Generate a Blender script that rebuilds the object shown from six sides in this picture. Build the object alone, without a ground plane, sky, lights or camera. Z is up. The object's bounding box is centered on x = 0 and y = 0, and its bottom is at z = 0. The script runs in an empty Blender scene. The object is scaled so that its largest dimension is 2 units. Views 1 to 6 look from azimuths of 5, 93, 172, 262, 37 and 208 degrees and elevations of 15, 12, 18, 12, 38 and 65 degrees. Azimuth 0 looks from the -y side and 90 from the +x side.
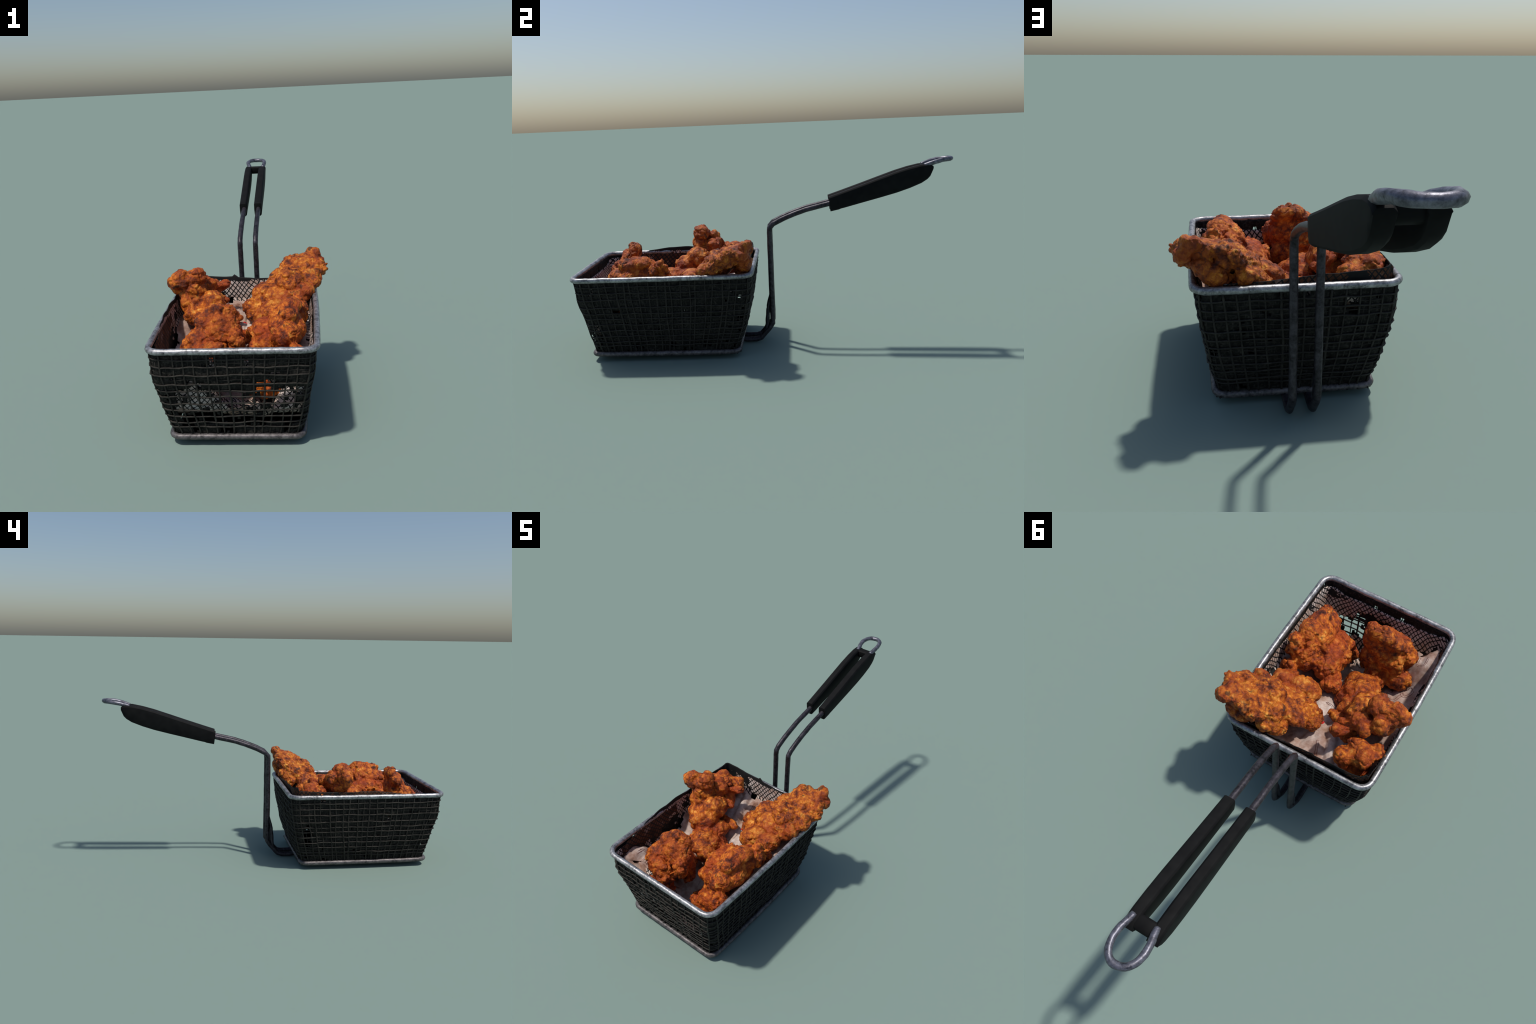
# Wire fryer basket with a twin-rod handle, a printed paper liner and pieces of fried chicken.
import bpy, bmesh, math, random
import numpy as np
from mathutils import Vector, Matrix, noise
from mathutils.bvhtree import BVHTree

rng = random.Random(11)
SC = bpy.context.scene.collection
V = Vector


# ------------------------------------------------------------------ helpers
def lerp_table(tab, t):
    """Piecewise linear profile: rows (t, a, b, ...)."""
    if t <= tab[0][0]:
        return tab[0][1:]
    for r0, r1 in zip(tab, tab[1:]):
        if t <= r1[0]:
            f = (t - r0[0]) / (r1[0] - r0[0])
            return tuple(a + (b - a) * f for a, b in zip(r0[1:], r1[1:]))
    return tab[-1][1:]


def add_obj(name, mesh, parent=None, mats=(), smooth=True):
    ob = bpy.data.objects.new(name, mesh)
    SC.objects.link(ob)
    for m in mats:
        if m.name not in [x.name for x in mesh.materials if x]:
            mesh.materials.append(m)
    if smooth:
        mesh.polygons.foreach_set("use_smooth", [True] * len(mesh.polygons))
    if parent:
        ob.parent = parent
    return ob


def top_empty(name, label, category):
    e = bpy.data.objects.new(name, None)
    SC.objects.link(e)
    e["label"], e["category"] = label, category
    return e


def from_pydata(name, vs, fs):
    me = bpy.data.meshes.new(name)
    me.from_pydata([tuple(v) for v in vs], [], fs)
    me.update()
    return me


def bake(ob):
    """Apply the modifiers of an object."""
    dg = bpy.context.evaluated_depsgraph_get()
    me = bpy.data.meshes.new_from_object(ob.evaluated_get(dg))
    old = ob.data
    ob.modifiers.clear()
    ob.data = me
    me.name = old.name
    return me


def smooth_path(pts, per=6, closed=False):
    """Catmull-Rom through control points."""
    pts = [V(p) for p in pts]
    n = len(pts)
    out = []
    for i in range(n if closed else n - 1):
        g = (lambda k: pts[k % n]) if closed else (lambda k: pts[max(0, min(n - 1, k))])
        p0, p1, p2, p3 = g(i - 1), g(i), g(i + 1), g(i + 2)
        for j in range(per):
            t = j / per
            out.append(0.5 * ((2 * p1) + (p2 - p0) * t + (2 * p0 - 5 * p1 + 4 * p2 - p3) * t * t + (3 * p1 - p0 - 3 * p2 + p3) * t ** 3))
    if not closed:
        out.append(pts[-1])
    return out


def tube(path, r, sides=8, closed=False, wob=0.0, seed=0.0, flat=1.0):
    """Sweep a round section (radius r, number or function of 0..1) along a path."""
    n = len(path)
    vs, fs = [], []
    up = None
    for i, p in enumerate(path):
        a = path[(i - 1) % n] if closed or i > 0 else path[i]
        b = path[(i + 1) % n] if closed or i < n - 1 else path[i]
        t = (b - a).normalized()
        if up is None:
            up = V((0, 0, 1)) if abs(t.z) < 0.9 else V((0, 1, 0))
        up = (up - t * up.dot(t)).normalized()
        side = t.cross(up)
        rr = r(i / max(1, n - 1)) if callable(r) else r
        for k in range(sides):
            an = 2 * math.pi * k / sides
            d = side * math.cos(an) + up * math.sin(an) * flat
            q = rr
            if wob:
                q *= 1 + wob * noise.noise((p + d * 0.02) * 45 + V((seed, 0, 0)))
            vs.append(p + d * q)
    rings = n if closed else n - 1
    for i in range(rings):
        for k in range(sides):
            a, b = i * sides + k, i * sides + (k + 1) % sides
            c, d = ((i + 1) % n) * sides + (k + 1) % sides, ((i + 1) % n) * sides + k
            fs.append((a, b, c, d))
    if not closed:
        fs.append(tuple(range(sides - 1, -1, -1)))
        fs.append(tuple((n - 1) * sides + k for k in range(sides)))
    return vs, fs


def join_parts(parts):
    vs, fs = [], []
    for v, f in parts:
        o = len(vs)
        vs += v
        fs += [tuple(i + o for i in q) for q in f]
    return vs, fs


# ------------------------------------------------------------------ materials
class Nodes:
    def __init__(self, name):
        self.m = bpy.data.materials.new(name)
        self.m.use_nodes = True
        self.t = self.m.node_tree
        self.b = self.t.nodes["Principled BSDF"]
        self.co = self.t.nodes.new("ShaderNodeTexCoord").outputs["Object"]

    def n(self, kind, **kw):
        x = self.t.nodes.new("ShaderNode" + kind)
        for k, v in kw.items():
            if k in x.inputs:
                x.inputs[k].default_value = v
            else:
                setattr(x, k, v)
        return x

    def link(self, a, b):
        self.t.links.new(a, b)

    def noise(self, scale, detail=4, rough=0.6, dist=0.0, vec=None):
        x = self.n("TexNoise", Scale=scale, Detail=detail, Roughness=rough, Distortion=dist)
        self.link(vec or self.co, x.inputs["Vector"])
        return x.outputs["Fac"]

    def voro(self, scale, feature="F1", out="Distance", vec=None, rand=1.0):
        x = self.n("TexVoronoi", feature=feature)
        x.inputs["Scale"].default_value = scale
        x.inputs["Randomness"].default_value = rand
        self.link(vec or self.co, x.inputs["Vector"])
        return x.outputs[out]

    def ramp(self, fac, stops):
        x = self.n("ValToRGB")
        e = x.color_ramp.elements
        while len(e) < len(stops):
            e.new(0.5)
        for s, (p, c) in zip(e, stops):
            s.position = p
            s.color = (*c, 1) if len(c) == 3 else c
        self.link(fac, x.inputs["Fac"])
        return x.outputs["Color"]

    def math(self, op, a, b=None, c=None):
        x = self.n("Math", operation=op)
        for i, v in enumerate((a, b, c)):
            if v is None:
                continue
            if isinstance(v, (int, float)):
                x.inputs[i].default_value = v
            else:
                self.link(v, x.inputs[i])
        return x.outputs[0]

    def mix(self, fac, a, b, kind="MIX"):
        x = self.n("Mix", data_type="RGBA", blend_type=kind)
        for s, v in ((x.inputs[0], fac), (x.inputs[6], a), (x.inputs[7], b)):
            if isinstance(v, (int, float)):
                s.default_value = v
            elif isinstance(v, tuple):
                s.default_value = (*v, 1)
            else:
                self.link(v, s)
        return x.outputs[2]

    def bump(self, h, strength, dist):
        x = self.n("Bump", Strength=strength, Distance=dist)
        self.link(h, x.inputs["Height"])
        self.link(x.outputs[0], self.b.inputs["Normal"])

    def done(self, color, rough, metal=0.0, spec=0.5):
        for k, v in (("Base Color", color), ("Roughness", rough), ("Metallic", metal), ("Specular IOR Level", spec)):
            if isinstance(v, (int, float)):
                self.b.inputs[k].default_value = v
            elif isinstance(v, tuple):
                self.b.inputs[k].default_value = (*v, 1)
            else:
                self.link(v, self.b.inputs[k])
        return self.m


def steel(name, dark, light, lo, hi, rough=0.5, spec=0.4, metal=0.0):
    """Worn wire: streaks of lighter bare metal over dark oxide."""
    k = Nodes(name)
    f = k.noise(26, 6, 0.7, 0.6)
    g = k.noise(95, 4, 0.6)
    s = k.math("MULTIPLY_ADD", g, 0.45, k.math("MULTIPLY", f, 0.75))
    col = k.ramp(s, [(lo, dark), (hi, light)])
    k.bump(g, 0.25, 0.003)
    return k.done(col, rough, metal, spec)


M_rim = steel("worn_rim_steel", (0.04, 0.04, 0.043), (0.42, 0.42, 0.43), 0.42, 0.70, 0.42, 0.4, 0.65)  # grey darkened to a mid-tone between lit top and shaded outer side
M_base = steel("worn_base_steel", (0.022, 0.020, 0.021), (0.20, 0.18, 0.18), 0.42, 0.78, 0.5, 0.35, 0.5)
M_rod = steel("dark_rod_steel", (0.008, 0.0075, 0.009), (0.09, 0.08, 0.096), 0.44, 0.86, 0.45, 0.35, 0.5)
M_ring = steel("bright_loop_steel", (0.018, 0.018, 0.022), (0.23, 0.23, 0.275), 0.42, 0.78, 0.42, 0.4, 0.6)
M_wire = steel("greasy_wire", (0.008, 0.0075, 0.0068), (0.048, 0.042, 0.035), 0.42, 0.80, 0.65, 0.2)


def make_grip():
    k = Nodes("black_rubber")
    f = k.noise(22, 3)
    k.bump(k.noise(240, 2), 0.08, 0.001)
    return k.done(k.ramp(f, [(0.35, (0.0048, 0.0048, 0.005)), (0.7, (0.0085, 0.0085, 0.0085))]), 0.7, 0, 0.12)  # blacker than the lit top face, set to the shade on the sides


def make_backing():
    k = Nodes("baked_on_grease")
    f = k.noise(30, 5, 0.65)
    g = k.noise(120, 3)
    col = k.ramp(k.math("MULTIPLY_ADD", g, 0.5, k.math("MULTIPLY", f, 0.5)), [(0.40, (0.0034, 0.0031, 0.0029)), (0.52, (0.0125, 0.0115, 0.0100)), (0.66, (0.040, 0.036, 0.030))])
    k.bump(g, 0.5, 0.004)
    return k.done(col, 0.7, 0, 0.15)


M_grip, M_back = make_grip(), make_backing()


def make_paper(name, net, chicken_tint):
    k = Nodes(name)
    sep = k.n("SeparateXYZ")
    warp = k.n("TexNoise", Scale=7.0, Detail=2.0)
    k.link(k.co, warp.inputs["Vector"])
    sub = k.n("VectorMath", operation="MULTIPLY_ADD")
    k.link(warp.outputs["Color"], sub.inputs[0])
    sub.inputs[1].default_value = (0.035, 0.035, 0.035)
    k.link(k.co, sub.inputs[2])
    k.link(sub.outputs[0], sep.inputs[0])
    X, Y, Z = sep.outputs
    stain = k.noise(9, 5, 0.65)
    white = k.ramp(stain, [(0.3, (0.26, 0.14, 0.08)), (0.42, (0.42, 0.30, 0.24)), (0.54, (0.56, 0.47, 0.42)), (0.72, (0.70, 0.64, 0.60))])
    if net:
        s = k.math("ADD", X, Y)
        a = k.math("MULTIPLY", s, 38.0)
        b = k.math("MULTIPLY", Z, 34.0)
        p = k.math("ABSOLUTE", k.math("SUBTRACT", k.math("FRACT", k.math("ADD", a, b)), 0.5))
        q = k.math("ABSOLUTE", k.math("SUBTRACT", k.math("FRACT", k.math("SUBTRACT", a, b)), 0.5))
        width = k.math("MULTIPLY_ADD", k.noise(5, 2), -0.14, 0.445)
        line = k.math("GREATER_THAN", k.math("MAXIMUM", p, q), width)
        blot = k.math("GREATER_THAN", k.noise(7, 4, 0.6), 0.60)
        # black printed border along the upper edge of the sheet
        edge = k.math("GREATER_THAN", k.math("MULTIPLY_ADD", k.noise(14, 3), 0.04, Z), 0.535 if chicken_tint else 0.500)
        ink = k.math("MAXIMUM", k.math("MAXIMUM", line, blot), edge)
        base = white
        if chicken_tint:
            base = k.ramp(k.noise(16, 4), [(0.35, (0.03, 0.014, 0.009)), (0.58, (0.11, 0.043, 0.02)), (0.78, (0.34, 0.27, 0.23))])
        col = k.mix(ink, base, (0.012, 0.012, 0.012))
    else:
        d = k.n("VectorMath", operation="DISTANCE")
        k.link(k.co, d.inputs[0])
        d.inputs[1].default_value = (-0.035, -0.325, 0.30)
        red = k.math("LESS_THAN", k.math("MULTIPLY_ADD", k.noise(40, 2), 0.02, d.outputs["Value"]), 0.032)
        d2 = k.n("VectorMath", operation="DISTANCE")
        k.link(k.co, d2.inputs[0])
        d2.inputs[1].default_value = (-0.035, -0.39, 0.30)
        far = k.ramp(k.math("MULTIPLY_ADD", k.noise(12, 4), 0.16, d2.outputs["Value"]), [(0.16, (0, 0, 0)), (0.24, (1, 1, 1))])
        brown_tone = k.ramp(k.noise(10, 5, 0.65), [(0.36, (0.19, 0.085, 0.05)), (0.48, (0.34, 0.22, 0.175)), (0.62, (0.54, 0.45, 0.40))])
        white = k.mix(k.math("MULTIPLY", far, 0.85), white, brown_tone)
        col = k.mix(red, white, (0.55, 0.03, 0.025))
    k.bump(k.noise(60, 3), 0.2, 0.003)
    return k.done(col, 0.75, 0, 0.2)


M_paper = make_paper("plain_paper", False, False)
M_net = make_paper("net_printed_paper", True, False)
M_netout = make_paper("net_paper_chicken_tinted", True, True)


def make_crust(name, warm, seed, gloss):
    k = Nodes(name)
    mp = k.n("Mapping")
    mp.inputs["Location"].default_value = (seed, seed * 1.7, -seed)
    k.link(k.co, mp.inputs["Vector"])
    co = mp.outputs[0]
    w = k.n("TexNoise", Scale=24.0, Detail=3.0)
    k.link(co, w.inputs["Vector"])
    mv = k.n("VectorMath", operation="MULTIPLY_ADD")
    k.link(w.outputs["Color"], mv.inputs[0])
    mv.inputs[1].default_value = (0.03, 0.03, 0.03)
    k.link(co, mv.inputs[2])
    wv = mv.outputs[0]
    patches = k.noise(17, 4, 0.6, 0.8, co)
    fine = k.noise(62, 6, 0.7, 1.2, co)
    flake = k.voro(40, "F1", "Distance", wv)
    f = k.math("MULTIPLY_ADD", patches, 0.58, k.math("MULTIPLY", fine, 0.42))
    f = k.math("MULTIPLY_ADD", flake, -0.19, k.math("ADD", f, 0.085))
    w2 = warm
    col = k.ramp(f, [(0.34, (0.065, 0.010, 0.004)), (0.42, (0.23 * w2, 0.040, 0.005)), (0.49, (0.42 * w2, 0.086, 0.006)), (0.56, (0.61 * w2, 0.168, 0.012)), (0.66, (0.84 * w2, 0.37, 0.065))])
    # spicy red-brown blushes
    blush = k.ramp(k.noise(6.5, 3, 0.5, 0, co), [(0.45, (0, 0, 0)), (0.68, (1, 1, 1))])
    col = k.mix(k.math("MULTIPLY", blush, 0.72), col, (0.33 * w2, 0.045, 0.005))
    # thin dark cracks between flakes of batter
    edge = k.voro(30, "DISTANCE_TO_EDGE", "Distance", wv)
    crack = k.ramp(edge, [(0.0, (1, 1, 1)), (0.055, (0, 0, 0))])
    gate = k.ramp(k.noise(11, 3, 0.5, 0, co), [(0.46, (0, 0, 0)), (0.56, (1, 1, 1))])
    col = k.mix(k.math("MULTIPLY", k.math("MULTIPLY", crack, gate), 0.75), col, (0.05, 0.013, 0.008))
    # scorched specks
    sp = k.ramp(k.noise(19, 2, 0.5, 0.4, co), [(0.66, (0, 0, 0)), (0.73, (1, 1, 1))])
    col = k.mix(k.math("MULTIPLY", sp, 0.8), col, (0.03, 0.012, 0.008))
    k.bump(k.math("MULTIPLY_ADD", flake, -0.6, fine), 0.85, 0.007)
    rough = k.ramp(fine, [(0.35, (gloss,) * 3), (0.65, (gloss + 0.25,) * 3)])
    return k.done(col, rough, 0, 0.32)


# ------------------------------------------------------------------ basket walls
# z, left x, right x, front y, back y of the wire wall
WALL = [(0.025, -0.305, 0.252, -0.918, -0.150), (0.055, -0.307, 0.255, -0.920, -0.146), (0.113, -0.322, 0.268, -0.929, -0.127),
        (0.180, -0.337, 0.281, -0.946, -0.109), (0.266, -0.352, 0.295, -0.961, -0.090), (0.335, -0.362, 0.305, -0.976, -0.076), (0.445, -0.368, 0.316, -0.985, -0.066)]
CORNER = 0.050


def loop_point(s, x0, x1, y0, y1, r):
    """Point and outward normal on a rounded rectangle, s in 0..4 (front, right, back, left)."""
    k = int(s) % 4
    t = s - int(s)
    straight = 0.88 if k in (0, 2) else 0.92
    A = [V((x0 + r, y0, 0)), V((x1, y0 + r, 0)), V((x1 - r, y1, 0)), V((x0, y1 - r, 0))][k]
    B = [V((x1 - r, y0, 0)), V((x1, y1 - r, 0)), V((x0 + r, y1, 0)), V((x0, y0 + r, 0))][k]
    nrm = [V((0, -1, 0)), V((1, 0, 0)), V((0, 1, 0)), V((-1, 0, 0))][k]
    d = (B - A).normalized()
    if t <= straight:
        return A.lerp(B, t / straight), nrm
    a = (t - straight) / (1 - straight) * math.pi / 2
    c = B - nrm * r
    n = nrm * math.cos(a) + d * math.sin(a)
    return c + n * r, n


def wall_point(s, z, inset=0.0):
    x0, x1, y0, y1 = lerp_table(WALL, z)
    p, n = loop_point(s, x0 + inset, x1 - inset, y0 + inset, y1 - inset, max(0.015, CORNER - inset))
    t = s - int(s)
    p += n * (0.0, 0.004, 0.005, 0.011)[int(s) % 4] * math.sin(math.pi * t) ** 0.7 * (1 if z > 0.1 else 0.6)
    p.z = z
    return p, n


def dent(s, z):
    """Slight irregular buckling of the mesh wall."""
    p, n = wall_point(s, z)
    edge = min(1, (0.44 - z) / 0.05, (z - 0.03) / 0.05)
    return n * noise.noise(p * 9 + V((3, 1, 7))) * 0.006 * max(0, edge)


COLS = []
for side, cnt in ((0, 14), (1, 21), (2, 15), (3, 21)):
    COLS += [side + i / cnt for i in range(cnt)]
ROWS = [0.085, 0.108, 0.140, 0.172, 0.206, 0.240, 0.268, 0.302, 0.345, 0.380, 0.414]

basket = top_empty("fryer_basket", "small black wire fryer basket with long twin-rod handle", "fryer basket")
frame = bpy.data.objects.new("frame", None)
SC.objects.link(frame)
frame.parent = basket
mesh_wall = bpy.data.objects.new("wire_mesh", None)
SC.objects.link(mesh_wall)
mesh_wall.parent = basket


def ring_path(z, inset, n_per=26, amp=0.0, seed=0):
    pts = []
    for side in range(4):
        for i in range(n_per):
            s = side + i / n_per
            p, n = wall_point(s, z, inset)
            p = p + dent(s, z)
            if amp:
                q = p * 16 + V((seed, seed * 2.3, 0))
                amp2 = amp * (1.7 if side == 0 and 0.09 < z < 0.36 else 1)
                p += V((0, 0, noise.noise(q * 0.6 + V((2, 5, 9))) * (amp2 - amp) * 2))
                p += n * noise.noise(q) * amp + V((0, 0, noise.noise(q + V((9, 9, 9))) * amp * 1.4))
            pts.append(p)
    return pts


def bar(name, x_rect, z_of, r, mat, sides=12, seed=0, bow=0.006):
    pts = []
    for side in range(4):
        for i in range(60):
            s = side + i / 60
            p, n = loop_point(s, *x_rect)
            p += n * bow * math.sin(math.pi * (s - int(s))) * (int(s) % 2)
            p.z = z_of(p) + 0.0012 * noise.noise(p * 14 + V((seed, 0, 0)))
            pts.append(p + n * 0.0012 * noise.noise(p * 11 + V((0, seed, 0))))
    v, f = tube(pts, r, sides, True, 0.07, seed)
    return add_obj(name, from_pydata(name, v, f), frame, (mat,))


bar("top_rim", (-0.365, 0.316, -0.985, -0.070, 0.054), lambda p: 0.4525, 0.0135, M_rim, 14, 2)
bar("base_rail", (-0.305, 0.254, -0.920, -0.152, 0.040), lambda p: 0.0385 - 0.004 * (p.y + 0.9), 0.0132, M_base, 12, 5)

# horizontal and upright wires of the outer mesh
for i, z in enumerate(ROWS):
    v, f = tube(ring_path(z, 0.0025, 34, 0.0034, i * 1.3), 0.0040, 6, True, 0.45, i, 0.85)
    add_obj("wire", from_pydata("wire_ring", v, f), mesh_wall, (M_wire,))
for i, s in enumerate(COLS):
    pts = []
    off = rng.uniform(-0.010, 0.010)
    for j in range(19):
        z = 0.042 + (0.447 - 0.042) * j / 18
        ss = (s + off + 0.010 * noise.noise(V((i * 3.1, z * 6, 0)))) % 4
        p, n = wall_point(ss, z)
        pts.append(p + dent(ss, z) - n * 0.0035 + n * 0.0018 * noise.noise(V((z * 25, i * 2.7, 4))))
    v, f = tube(pts, rng.uniform(0.0032, 0.0048), 6, False, 0.45, i, 1.0)
    add_obj("wire", from_pydata("wire_upright", v, f), mesh_wall, (M_wire,))

# fainter inner layer of wires half a pitch away
parts = []
for i in range(len(ROWS) - 1):
    z = (ROWS[i] + ROWS[i + 1]) / 2
    rp = ring_path(z, 0.006, 34, 0.003, 40 + i)
    k0 = 0
    while k0 < len(rp) - 6:                 # broken lengths, the rest is buried in grease
        ln = rng.randrange(4, 16)
        if rng.random() < 0.5 and not (k0 < 34 and 0.09 < z < 0.30):
            parts.append(tube(rp[k0:k0 + ln], 0.0021, 5, False, 0.5, i))
        k0 += ln
for i, s in enumerate(COLS):
    ss = s + 0.5 / (15 if int(s) in (0, 2) else 21)
    pts = []
    for j in range(13):
        z = 0.05 + 0.39 * j / 12
        q = (ss + 0.012 * noise.noise(V((i * 1.9, z * 8, 7)))) % 4
        p, n = wall_point(q, z, 0.007)
        pts.append(p + dent(q, z))
    a0 = rng.randrange(0, 8)
    if int(s) == 0:
        a0 = 9
    parts.append(tube(pts[a0:a0 + rng.randrange(4, 12)], 0.0020, 5, False, 0.5, i))
o = add_obj("inner_wire", from_pydata("inner_wire", *join_parts(parts)), mesh_wall, (M_wire,))
o["kind"] = "stuff"


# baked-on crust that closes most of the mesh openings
def is_open(s, p):
    h = noise.noise(p * 31 + V((5, 2, 8)))
    side = int(s) % 4
    z = p.z
    if side == 0 and -0.275 < p.x < 0.255:
        top = 0.285 + 0.03 * noise.noise(V((p.x * 9, 3, 1))) - (0.02 if -0.16 < p.x < 0.06 else 0)
        if 0.10 < z < top:
            return h > -0.34
        if 0.30 < z < 0.35 and 0.06 < p.x < 0.16:
            return h > 0.05
        if z <= 0.10:
            return h > 0.18
    if side == 1:
        if p.y < -0.87 and 0.08 < z < 0.22:
            return h > 0.05
        if p.y > -0.155 and 0.18 < z < 0.24:
            return h > -0.1
        if z < 0.105:
            return h > 0.33
    if side == 3:
        if p.y < -0.85 and 0.1 < z < 0.26:
            return h > 0.22
        if -0.145 > p.y > -0.19 and 0.13 < z < 0.26:
            return True
        if z < 0.105:
            return h > 0.36
    if side == 2 and -0.215 < p.x < -0.175 and 0.34 < z < 0.41:
        return h > -0.2
    return h > 0.56


NZ = 36
ss_list = []
for a, b in zip(COLS, COLS[1:] + [4.0]):
    ss_list += [a, a + (b - a) / 3, a + 2 * (b - a) / 3]
NS = len(ss_list)
vs, fs = [], []
for j in range(NZ + 1):
    z = 0.030 + (0.447 - 0.030) * j / NZ
    for i, s in enumerate(ss_list):
        p, n = wall_point(s, z, 0.006)
        h = noise.noise(p * 40) * 0.0035 + noise.noise(p * 90) * 0.0018
        tang = V((-n.y, n.x, 0))
        vs.append(p + dent(s, z) + n * h + tang * noise.noise(p * 70 + V((1, 5, 2))) * 0.004 + V((0, 0, noise.noise(p * 70) * 0.004)))
for j in range(NZ):
    zc = 0.030 + (0.447 - 0.030) * (j + 0.5) / NZ
    for i in range(NS):
        i2 = (i + 1) % NS
        p, n = wall_point(ss_list[i], zc)
        if not is_open(ss_list[i], p):
            fs.append((j * NS + i, j * NS + i2, (j + 1) * NS + i2, (j + 1) * NS + i))
ob = add_obj("grease_crust", from_pydata("grease_crust", vs, fs), mesh_wall, (M_back,))
md = ob.modifiers.new("thick", "SOLIDIFY")
md.thickness, md.offset = 0.006, -1
bake(ob)
ob["kind"] = "stuff"

# floor of the basket: tray under the paper plus wires
vs, fs = [], []
N = 26
for j in range(N + 1):
    for i in range(N + 1):
        x = -0.288 + 0.524 * i / N
        y = -0.902 + 0.735 * j / N
        vs.append(V((x, y, 0.040 - 0.004 * (y + 0.9) + 0.002 * noise.noise(V((x * 30, y * 30, 0))))))
for j in range(N):
    for i in range(N):
        fs.append((j * (N + 1) + i, j * (N + 1) + i + 1, (j + 1) * (N + 1) + i + 1, (j + 1) * (N + 1) + i))
ob = add_obj("bottom_panel", from_pydata("bottom_panel", vs, fs), mesh_wall, (M_back,))
md = ob.modifiers.new("thick", "SOLIDIFY")
md.thickness, md.offset = 0.006, 0
bake(ob)
parts = []
for i in range(15):
    x = -0.285 + 0.525 * i / 14
    parts.append(tube([V((x, y, 0.034 - 0.004 * (y + 0.9))) for y in np.linspace(-0.91, -0.14, 8)], 0.0036, 6))
for i in range(20):
    y = -0.89 + 0.73 * i / 19
    parts.append(tube([V((x, y, 0.029 - 0.004 * (y + 0.9))) for x in np.linspace(-0.30, 0.254, 8)], 0.0036, 6))
ob = add_obj("bottom_wire", from_pydata("bottom_wire", *join_parts(parts)), mesh_wall, (M_wire,))
ob["kind"] = "stuff"

# ------------------------------------------------------------------ handle
handle = bpy.data.objects.new("handle", None)
SC.objects.link(handle)
handle.parent = basket
ROD = [(-0.175, 0.0205), (-0.125, 0.0143), (-0.073, 0.0142), (-0.048, 0.022), (0.000, 0.076), (0.020, 0.106), (0.021, 0.160), (0.020, 0.330), (0.021, 0.500), (0.021, 0.615),
       (0.023, 0.642), (0.042, 0.662), (0.096, 0.689), (0.155, 0.712), (0.221, 0.734), (0.345, 0.762), (0.40, 0.78)]
for x_low, x_up in ((0.012, 0.012), (-0.068, -0.071)):
    pts = [V((x_low + (x_up - x_low) * min(1, z / 0.6), y, z)) for y, z in ROD]
    path = []
    for a, b in zip(pts, pts[1:]):
        path += [a.lerp(b, t / 4) for t in range(4)]
    path.append(pts[-1])
    v, f = tube(path, 0.0140, 12, False, 0.08, x_low * 50)
    g = [V((x_low - 0.001, y, z)) for y, z in ((0.016, 0.275), (0.000, 0.210), (-0.007, 0.150), (-0.013, 0.085), (-0.028, 0.050), (-0.062, 0.022))]
    gv, gf = tube(smooth_path(g, 5), lambda t: 0.0045 + 0.0065 * math.sin(math.pi * t) ** 0.7, 8, False, 0.2, 3)
    v, f = join_parts([(v, f), (gv, gf)])
    add_obj("rod", from_pydata("rod", v, f), handle, (M_rod,))

# loop at the end of the grip
lp = [(0.016, 0.845, 0.944), (0.020, 0.872, 0.953), (0.024, 0.905, 0.963), (0.021, 0.940, 0.970), (0.008, 0.970, 0.973), (-0.012, 0.986, 0.974), (-0.036, 0.989, 0.974), (-0.058, 0.981, 0.973), (-0.076, 0.958, 0.971), (-0.083, 0.925, 0.967), (-0.079, 0.892, 0.960), (-0.072, 0.865, 0.952), (-0.068, 0.845, 0.944)]
v, f = tube(smooth_path(lp, 3), 0.0122, 10, False, 0.16, 4)
add_obj("hanging_loop", from_pydata("hanging_loop", v, f), handle, (M_ring,))

# rubber grip: two tall bars joined by a web at the far end
GRIP = [(0.343, 0.798, 0.7205), (0.42, 0.823, 0.7365), (0.519, 0.856, 0.7615), (0.61, 0.887, 0.784), (0.702, 0.918, 0.808), (0.77, 0.937, 0.830), (0.830, 0.9495, 0.854), (0.866, 0.9505, 0.877), (0.884, 0.946, 0.901), (0.890, 0.941, 0.923)]


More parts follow.
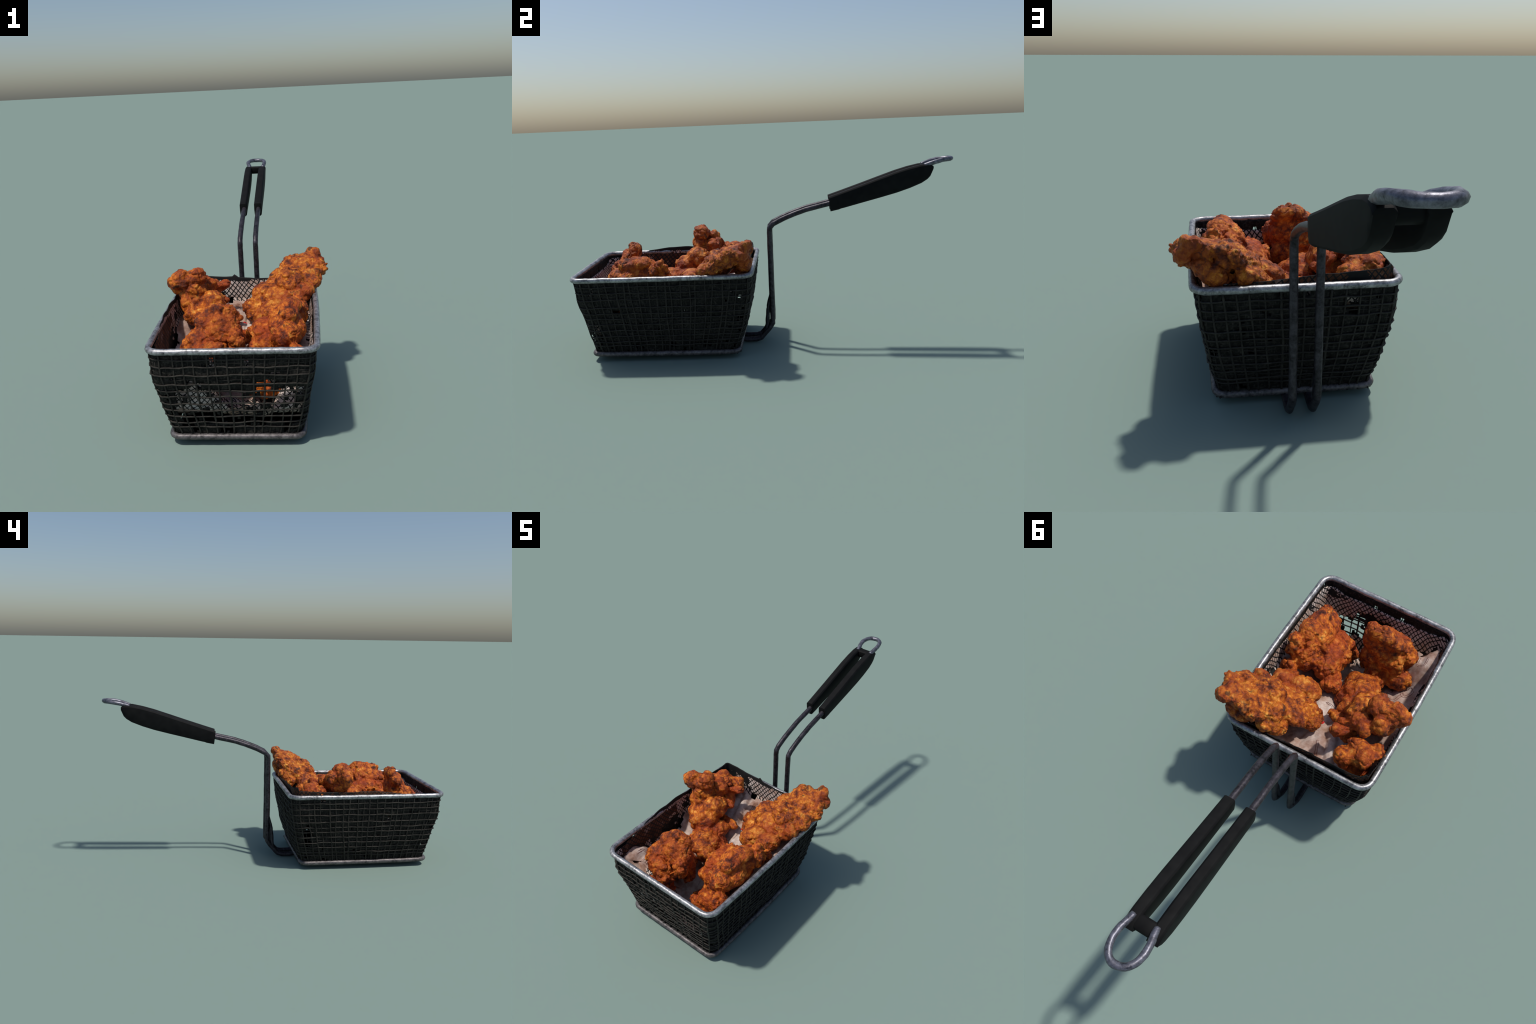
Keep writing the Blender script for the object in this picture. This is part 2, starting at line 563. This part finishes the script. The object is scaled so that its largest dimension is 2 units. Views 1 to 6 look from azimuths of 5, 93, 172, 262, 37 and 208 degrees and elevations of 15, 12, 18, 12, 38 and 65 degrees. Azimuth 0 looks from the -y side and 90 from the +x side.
def bar_mesh(xo_a, xo_b, xi_a, xi_b):
    vs, fs = [], []
    n_sec = 34
    for j in range(n_sec):
        y = 0.343 + (0.890 - 0.343) * (j / (n_sec - 1)) ** 0.9
        zt, zb = lerp_table(GRIP, y)
        q = (y - 0.343) / 0.547
        xo = xo_a + (xo_b - xo_a) * q
        bulge = 0.3 * max(0, math.sin(math.pi * min(1, q * 1.05)))
        xi = xi_a + (xi_b - xi_a) * q ** 1.5
        h = zt - zb
        sl = 0.36 if q < 0.85 else 0.5      # end faces follow the slope of the grip
        c = 0.007
        dirx = 1 if xo > xi else -1
        sec = [(xi + dirx * c, zt), (xo - dirx * c, zt), (xo, zt - c * 1.2), (xo + dirx * 0.002 * bulge, (zt + zb) / 2), (xo - dirx * 0.002, zb + c), (xo - dirx * c * 1.4, zb), (xi + dirx * c * 1.4, zb), (xi + dirx * 0.002, zb + c), (xi, (zt + zb) / 2), (xi, zt - c)]
        for x, z in sec:
            vs.append(V((x, y + (0 if q > 0.1 else (zt - z) * 0.12), z)))
    m = 10
    for j in range(n_sec - 1):
        for k in range(m):
            fs.append((j * m + k, j * m + (k + 1) % m, (j + 1) * m + (k + 1) % m, (j + 1) * m + k))
    fs.append(tuple(range(m - 1, -1, -1)))
    fs.append(tuple((n_sec - 1) * m + k for k in range(m)))
    return vs, fs


a = bar_mesh(0.032, 0.033, -0.012, -0.008)
b = bar_mesh(-0.096, -0.096, -0.055, -0.056)
web_v, web_f = [], []
for j, (y, zt, zb) in enumerate([(0.832, 0.943, 0.915), (0.838, 0.948, 0.905), (0.850, 0.949, 0.903), (0.868, 0.949, 0.907), (0.878, 0.944, 0.915), (0.881, 0.938, 0.922)]):
    for x, z in ((0.002, zt), (-0.066, zt), (-0.066, zb), (0.002, zb)):
        web_v.append(V((x, y, z)))
for j in range(5):
    for k in range(4):
        web_f.append((j * 4 + k, j * 4 + (k + 1) % 4, (j + 1) * 4 + (k + 1) % 4, (j + 1) * 4 + k))
web_f += [(3, 2, 1, 0), (20, 21, 22, 23)]
v, f = join_parts([a, b, (web_v, web_f)])
me = from_pydata("grip", v, f)
bm = bmesh.new()
bm.from_mesh(me)
bmesh.ops.recalc_face_normals(bm, faces=bm.faces)
bm.to_mesh(me)
bm.free()
grip = add_obj("grip", me, handle, (M_grip,), False)
md = grip.modifiers.new("round", "BEVEL")
md.width, md.segments, md.limit_method, md.angle_limit = 0.003, 2, "ANGLE", math.radians(35)
me = bake(grip)
me.polygons.foreach_set("use_smooth", [True] * len(me.polygons))
me.set_sharp_from_angle(angle=math.radians(40))

# ------------------------------------------------------------------ paper liner
def liner_top(s, x, y):
    """Height of the paper edge around the basket."""
    side = int(s) % 4
    t = s - int(s)
    if side == 0:
        return lerp_table([(-0.35, 0.428), (-0.25, 0.402), (0.0, 0.400), (0.2, 0.405), (0.31, 0.425)], x)[0]
    if side == 1:
        return lerp_table([(-1.0, 0.425), (-0.85, 0.432), (-0.4, 0.440), (-0.15, 0.447), (-0.05, 0.460)], y)[0]
    if side == 2:
        return lerp_table([(-0.36, 0.505), (-0.335, 0.506), (-0.30, 0.498), (-0.15, 0.487), (-0.108, 0.488), (-0.097, 0.501), (-0.080, 0.484), (0.013, 0.476), (0.10, 0.472), (0.29, 0.461)], x)[0]
    return lerp_table([(-1.0, 0.426), (-0.88, 0.432), (-0.75, 0.456), (-0.73, 0.466), (-0.6, 0.482), (-0.49, 0.485), (-0.42, 0.478), (-0.13, 0.487), (-0.08, 0.505)], y)[0]


def floor_z(x, y):
    base = lerp_table([(-0.95, 0.11), (-0.86, 0.12), (-0.78, 0.155), (-0.70, 0.215), (-0.60, 0.255), (-0.45, 0.295), (-0.33, 0.315), (-0.18, 0.335), (-0.05, 0.34)], y)[0]
    side = max(0.0, abs(x + 0.025) - 0.14) / 0.13          # the sheet lifts towards the side walls
    lift = lerp_table([(-0.80, 0.365), (-0.72, 0.27), (-0.52, 0.265), (-0.42, 0.33)], y)[0] if x < 0 else 0.34
    base += min(1.0, side) ** 1.2 * (lift - base)
    if x < -0.08 and y < -0.74:                             # front left corner of the sheet is folded up
        base += min(1.0, (-0.08 - x) / 0.08) * min(1.0, (-0.74 - y) / 0.09) * max(0.0, 0.335 - base)
    ridge = 0.02 * math.sin(x * 22 + y * 9) * (1 if y > -0.6 else 0.4)
    fold = 0.020 * noise.noise(V((x * 8, y * 5, 2.0))) + 0.030 * (abs(noise.noise(V((x * 17 + y * 6, y * 6, 5.0)))) - 0.25) + 0.008 * abs(noise.noise(V((x * 45, y * 30, 1.0))))
    return base + ridge * 0.5 + fold


NU, NWALL, NFL = 240, 22, 26
vs, fs, fm = [], [], []
for r in range(NWALL + NFL + 1):
    for i in range(NU):
        s = 4 * i / NU
        p0, n = wall_point(s, 0.42, 0.02)
        top = liner_top(s, p0.x, p0.y)
        zf = floor_z(p0.x * 0.86, -0.5 + (p0.y + 0.5) * 0.9)
        if int(s) == 0 or s > 3.93 or 1 <= s < 1.05:
            zf = min(zf, 0.125)                             # the front of the sheet hangs down to the bottom
        if r <= NWALL:
            t = r / NWALL
            z = top + (zf + 0.012 - top) * t
            gap = 0.014 + 0.004 * math.sin(t * 3.1)
            if int(s) == 2 or s > 3.85:
                gap += 0.010
            p, n = wall_point(s, min(z, 0.445), gap)
            p.z = z
            wav = noise.noise(V((p.x * 13, p.y * 13, z * 5 + 3))) * 0.009 + noise.noise(V((p.x * 34, p.y * 34, z * 20))) * 0.002
            p -= n * (wav + 0.002)
            if t > 0.8:
                p -= n * 0.022 * ((t - 0.8) / 0.2) ** 2
        else:
            t = (r - NWALL) / NFL
            pw, n = wall_point(s, zf + 0.012, 0.048)
            c = V((-0.025, lerp_table([(-1, -0.80), (0, -0.22)], pw.y)[0], 0))
            q = pw.lerp(c, t)
            p = V((q.x, q.y, floor_z(q.x, q.y) + 0.012 * (1 - t) ** 4))
        vs.append(p)
for r in range(NWALL + NFL):
    for i in range(NU):
        i2 = (i + 1) % NU
        s = 4 * (i + 0.5) / NU
        c = (vs[r * NU + i] + vs[(r + 1) * NU + i2]) / 2
        h = noise.noise(c * 17 + V((4, 4, 1)))
        side = int(s) % 4
        if r < NWALL:
            if side == 0 and 0.185 + 0.03 * h < c.z < (0.34 if -0.06 < c.x < 0.12 else 0.285) + 0.03 * h and -0.11 + 0.03 * h < c.x < 0.235:
                continue
            if side == 3 and -0.62 + 0.05 * h < c.y < -0.50 + 0.04 * h and 0.29 < c.z < 0.365 + 0.03 * h:
                continue
            if side == 2 and -0.145 < c.x < -0.105 and 0.30 < c.z < 0.375:
                continue
        fs.append((r * NU + i, r * NU + i2, (r + 1) * NU + i2, (r + 1) * NU + i))
        cut = NWALL - 2 + 4 * noise.noise(V((c.x * 9, c.y * 9, 0)))
        stain = side == 3 and 0.32 < c.z < 0.45 and -0.92 < c.y < -0.50 and noise.noise(c * 8) > -0.22  # cells coloured brown for the chicken's reflection on the left wall
        if c.y < -0.80 and c.x > -0.22:
            cut = 999
        fm.append(2 if stain and r <= cut else (0 if r > cut else 1))
me = from_pydata("paper_sheet", vs, fs)
ob = add_obj("paper_liner", me, None, (M_paper, M_net, M_netout))
me.polygons.foreach_set("material_index", fm)
ob["label"], ob["category"] = "crumpled white paper liner printed with black netting", "food paper"
md = ob.modifiers.new("thick", "SOLIDIFY")
md.thickness, md.offset, md.use_rim = 0.003, 1, True
me = bake(ob)
liner = ob
# outer side above the rim, tinted dark brown for chicken showing through
idx = np.empty(len(me.polygons), dtype=np.int32)
me.polygons.foreach_get("material_index", idx)
for p in me.polygons:
    if p.center.z > 0.43:
        out = V((p.center.x + 0.03, p.center.y + 0.5, 0))
        out = V((out.x / 0.33, out.y / 0.47, 0))
        if p.normal.dot(out) > 0.2:
            idx[p.index] = 2
me.polygons.foreach_set("material_index", idx)

# printed letter outlines on the paper floor
bvh = BVHTree.FromPolygons([v.co for v in me.vertices], [tuple(p.vertices) for p in me.polygons])
kk = Nodes("brown_ink")
M_ink = kk.done((0.13, 0.035, 0.028), 0.7, 0, 0.2)
for txt, x, y, rot, size in (("J", -0.075, -0.19, 200, 0.10), ("U", -0.235, -0.66, 160, 0.11), ("0", -0.285, -0.70, 150, 0.10), ("2U", -0.265, -0.83, 180, 0.075), ("V", -0.03, -0.44, 230, 0.08)):
    cu = bpy.data.curves.new("letter", "FONT")
    cu.body, cu.size, cu.fill_mode, cu.bevel_depth, cu.bevel_resolution, cu.resolution_u = txt, size, "NONE", 0.0009, 1, 8
    cu.align_x, cu.align_y = "CENTER", "CENTER"
    t = bpy.data.objects.new("letter_tmp", cu)
    SC.objects.link(t)
    bpy.context.view_layer.update()
    lm = bpy.data.meshes.new_from_object(t.evaluated_get(bpy.context.evaluated_depsgraph_get()))
    bpy.data.objects.remove(t)
    bm = bmesh.new()
    bm.from_mesh(lm)
    bmesh.ops.subdivide_edges(bm, edges=[e for e in bm.edges if e.calc_length() > 0.012], cuts=4, use_grid_fill=True)
    bm.to_mesh(lm)
    bm.free()
    R = Matrix.Rotation(math.radians(rot), 3, "Z")
    for vv in lm.vertices:
        w = R @ vv.co + V((x, y, 0))
        hit = bvh.ray_cast(V((w.x, w.y, 0.7)), V((0, 0, -1)))
        vv.co = V((w.x, w.y, (hit[0].z if hit[0] else 0.3) + vv.co.z * 0.6 + 0.0006))
    add_obj("printed_letter", lm, liner, (M_ink,))


# ------------------------------------------------------------------ fried chicken
def lobe(c, ra, rb, rc, a=None, b=None):
    """Ellipsoid with optional long axis a and second axis b."""
    if a is None:
        M = Matrix.Identity(3)
    else:
        a = V(a).normalized()
        b = V(b)
        b = (b - a * a.dot(b)).normalized()
        n = a.cross(b)
        M = Matrix((a, b, n)).transposed()
    return V(c), (ra, rb, rc), M


def chicken(lobes, mat, label, lump, flake, fine, seed, voxel=0.0037, nubs=0):
    bm = bmesh.new()
    r2 = random.Random(seed)
    extra = []
    for i in range(nubs):                      # knobs of batter sitting on the lobes
        c, r, M = lobes[r2.randrange(len(lobes))]
        d = V((r2.gauss(0, 1), r2.gauss(0, 1), abs(r2.gauss(0, 1)) + 0.1)).normalized()
        k = r2.uniform(0.011, 0.024)
        p = c + M @ V((d.x * r[0], d.y * r[1], d.z * r[2])) * 0.98
        extra.append((p, (k, k * r2.uniform(0.7, 1.2), k * r2.uniform(0.6, 1.0)), Matrix.Identity(3)))
    for c, r, M in lobes + extra:
        g = bmesh.ops.create_icosphere(bm, subdivisions=3, radius=1.0)
        for v in g["verts"]:
            v.co = c + M @ V((v.co.x * r[0], v.co.y * r[1], v.co.z * r[2]))
    me = bpy.data.meshes.new("fried_chicken")
    bm.to_mesh(me)
    bm.free()
    ob = add_obj("fried_chicken", me, None, (mat,))
    md = ob.modifiers.new("merge", "REMESH")
    md.mode, md.voxel_size = "VOXEL", voxel
    md = ob.modifiers.new("soft", "SMOOTH")
    md.factor, md.iterations = 0.5, 8
    me = bake(ob)
    nv = len(me.vertices)
    co = np.empty(nv * 3)
    me.vertices.foreach_get("co", co)
    co = co.reshape(-1, 3)
    no = np.array([v.normal[:] for v in me.vertices])
    off = V((seed * 3.7, seed * 1.3, seed * 2.1))
    disp = np.empty(nv)
    for i in range(nv):
        p = V(co[i]) + off
        w = p + noise.noise_vector(p * 22) * 0.012
        big = noise.noise(p * 11)
        calm = min(1.0, max(0.0, 0.5 + 1.6 * noise.noise(p * 7 + V((2, 8, 5)))))      # smooth and flaky areas alternate
        puff = abs(noise.noise(w * 15 + V((1, 2, 3)))) * 2 - 0.45                     # swellings with sharp creases
        d = lump * (0.9 * big + 0.6 * puff)
        q = p + noise.noise_vector(p * 30) * 0.014
        f1, c1 = noise.voronoi(q * 20)                                                # plates of crust at different heights
        d += flake * (0.4 + 0.8 * calm) * noise.noise(c1[0] * 7.3) * 1.5 * min(1.0, (f1[1] - f1[0]) * 5)
        d -= flake * 0.45 * (0.3 + calm) * math.exp(-((f1[1] - f1[0]) / 0.10) ** 2)
        q = p + noise.noise_vector(p * 60) * 0.008
        f2, c2 = noise.voronoi(q * 44)
        d += flake * 0.55 * (0.15 + 0.85 * calm) * (noise.noise(c2[0] * 5.1) * 1.6 + 0.25) * min(1.0, (f2[1] - f2[0]) * 5)
        d += fine * (noise.noise(p * 95) * 0.8 + noise.noise(p * 170) * 0.5)
        d -= lump * 1.7 * max(0.0, noise.noise(p * 16 + V((7, 3, 1))) - 0.30)         # pits
        d -= 0.002
        disp[i] = d
    co = co + no * disp[:, None]
    me.vertices.foreach_set("co", co.ravel())
    me.polygons.foreach_set("use_smooth", [True] * len(me.polygons))
    me.update()
    ob["label"], ob["category"] = label, "fried chicken"
    return ob


M_cA = make_crust("spicy_crust", 0.95, 1.0, 0.38)
M_cB = make_crust("golden_crust", 1.05, 4.0, 0.45)
M_cC = make_crust("brown_crust", 1.0, 7.5, 0.45)
M_cD = make_crust("smooth_batter", 1.0, 11.0, 0.42)

L, W = (0.33, 0.17, 0.22), (0.58, -0.74, -0.32)
chicken([lobe((0.314, -0.155, 0.563), 0.058, 0.105, 0.046, L, W), lobe((0.262, -0.190, 0.533), 0.085, 0.135, 0.052, L, W), lobe((0.195, -0.240, 0.477), 0.098, 0.148, 0.058, L, W),
         lobe((0.110, -0.290, 0.420), 0.100, 0.138, 0.056, L, W), lobe((0.035, -0.312, 0.370), 0.065, 0.098, 0.052, L, W), lobe((0.318, -0.088, 0.605), 0.040, 0.048, 0.030, L, W),
         lobe((0.345, -0.100, 0.570), 0.030, 0.040, 0.030, L, W), lobe((0.195, -0.260, 0.522), 0.075, 0.070, 0.036, L, W), lobe((0.195, -0.105, 0.555), 0.070, 0.045, 0.040, L, W), lobe((0.278, -0.315, 0.475), 0.045, 0.040, 0.042, L, W),
         lobe((0.205, -0.395, 0.410), 0.070, 0.052, 0.050, L, W), lobe((0.105, -0.400, 0.395), 0.085, 0.065, 0.055, L, W), lobe((0.120, -0.130, 0.465), 0.085, 0.040, 0.045, L, W), lobe((0.255, -0.110, 0.500), 0.080, 0.045, 0.045, L, W)],
        M_cA, "broad flat fried chicken tender with flaky crust", 0.0085, 0.0115, 0.0030, 1, nubs=3)

chicken([lobe((0.180, -0.655, 0.420), 0.086, 0.150, 0.100), lobe((0.090, -0.640, 0.370), 0.078, 0.140, 0.082), lobe((0.232, -0.835, 0.372), 0.040, 0.052, 0.045), lobe((0.190, -0.765, 0.430), 0.066, 0.060, 0.060),
         lobe((0.232, -0.560, 0.455), 0.042, 0.072, 0.068), lobe((0.180, -0.545, 0.410), 0.062, 0.065, 0.068), lobe((0.030, -0.530, 0.340), 0.052, 0.060, 0.045), lobe((0.055, -0.730, 0.360), 0.038, 0.045, 0.045),
         lobe((0.210, -0.620, 0.510), 0.053, 0.060, 0.036), lobe((0.140, -0.740, 0.265), 0.085, 0.070, 0.110), lobe((0.140, -0.795, 0.275), 0.070, 0.050, 0.055), lobe((0.100, -0.800, 0.215), 0.080, 0.050, 0.060), lobe((0.205, -0.735, 0.500), 0.026, 0.026, 0.034), lobe((0.200, -0.690, 0.500), 0.050, 0.075, 0.042),
         lobe((0.246, -0.700, 0.435), 0.030, 0.060, 0.045), lobe((0.230, -0.465, 0.400), 0.045, 0.045, 0.045)],
        M_cB, "long golden fried chicken piece with craggy crust", 0.0105, 0.0120, 0.0030, 2, nubs=3)

chicken([lobe((-0.085, -0.770, 0.440), 0.090, 0.063, 0.105), lobe((-0.180, -0.795, 0.395), 0.073, 0.066, 0.083), lobe((-0.020, -0.820, 0.420), 0.036, 0.040, 0.065), lobe((-0.085, -0.748, 0.528), 0.070, 0.036, 0.046),
         lobe((-0.215, -0.735, 0.300), 0.070, 0.060, 0.055), lobe((-0.120, -0.865, 0.370), 0.090, 0.040, 0.075), lobe((-0.120, -0.680, 0.300), 0.060, 0.050, 0.045), lobe((-0.228, -0.805, 0.385), 0.042, 0.055, 0.050),
         lobe((-0.150, -0.765, 0.490), 0.050, 0.045, 0.045), lobe((-0.065, -0.745, 0.340), 0.062, 0.050, 0.085), lobe((-0.155, -0.740, 0.370), 0.080, 0.045, 0.085), lobe((-0.130, -0.865, 0.295), 0.085, 0.045, 0.055)],
        M_cC, "chunky browned fried chicken piece standing upright", 0.0105, 0.0115, 0.0030, 3, nubs=0)

chicken([lobe((-0.312, -0.390, 0.572), 0.062, 0.050, 0.050), lobe((-0.250, -0.378, 0.582), 0.048, 0.048, 0.046), lobe((-0.350, -0.395, 0.545), 0.034, 0.036, 0.046), lobe((-0.210, -0.310, 0.512), 0.055, 0.048, 0.045),
         lobe((-0.150, -0.250, 0.490), 0.055, 0.026, 0.028, (0.8, 0.5, 0.05), (0, 1, 0)), lobe((-0.145, -0.315, 0.440), 0.046, 0.026, 0.024, (0.9, 0.1, -0.1), (0, 1, 0)), lobe((-0.268, -0.388, 0.510), 0.068, 0.050, 0.062),
         lobe((-0.195, -0.460, 0.402), 0.088, 0.080, 0.068), lobe((-0.118, -0.545, 0.340), 0.085, 0.105, 0.068), lobe((-0.062, -0.595, 0.318), 0.050, 0.060, 0.045), lobe((-0.052, -0.510, 0.318), 0.045, 0.070, 0.042), lobe((-0.170, -0.375, 0.440), 0.058, 0.065, 0.065), lobe((-0.265, -0.405, 0.455), 0.065, 0.058, 0.060), lobe((-0.170, -0.285, 0.430), 0.042, 0.045, 0.045), lobe((-0.250, -0.450, 0.410), 0.056, 0.052, 0.052), lobe((-0.285, -0.318, 0.548), 0.046, 0.042, 0.042),
         lobe((-0.225, -0.290, 0.525), 0.042, 0.036, 0.036), lobe((-0.270, -0.365, 0.495), 0.070, 0.060, 0.048), lobe((-0.110, -0.360, 0.355), 0.024, 0.080, 0.026, (0.25, 1, -0.45), (1, 0, 0)), lobe((-0.175, -0.410, 0.445), 0.065, 0.065, 0.065),
         lobe((-0.105, -0.450, 0.360), 0.052, 0.068, 0.050)],
        M_cD, "knobbly battered chicken wing with smooth lower joint", 0.013, 0.0075, 0.0015, 4, nubs=0)

chicken([lobe((-0.210, -0.170, 0.445), 0.052, 0.050, 0.055), lobe((-0.275, -0.200, 0.465), 0.062, 0.065, 0.058), lobe((-0.318, -0.240, 0.460), 0.042, 0.048, 0.050), lobe((-0.245, -0.225, 0.485), 0.050, 0.045, 0.040), lobe((-0.27, -0.2, 0.38), 0.06, 0.07, 0.07)],
        M_cD, "small round battered chicken nugget at the back", 0.012, 0.0075, 0.0016, 6, nubs=1)
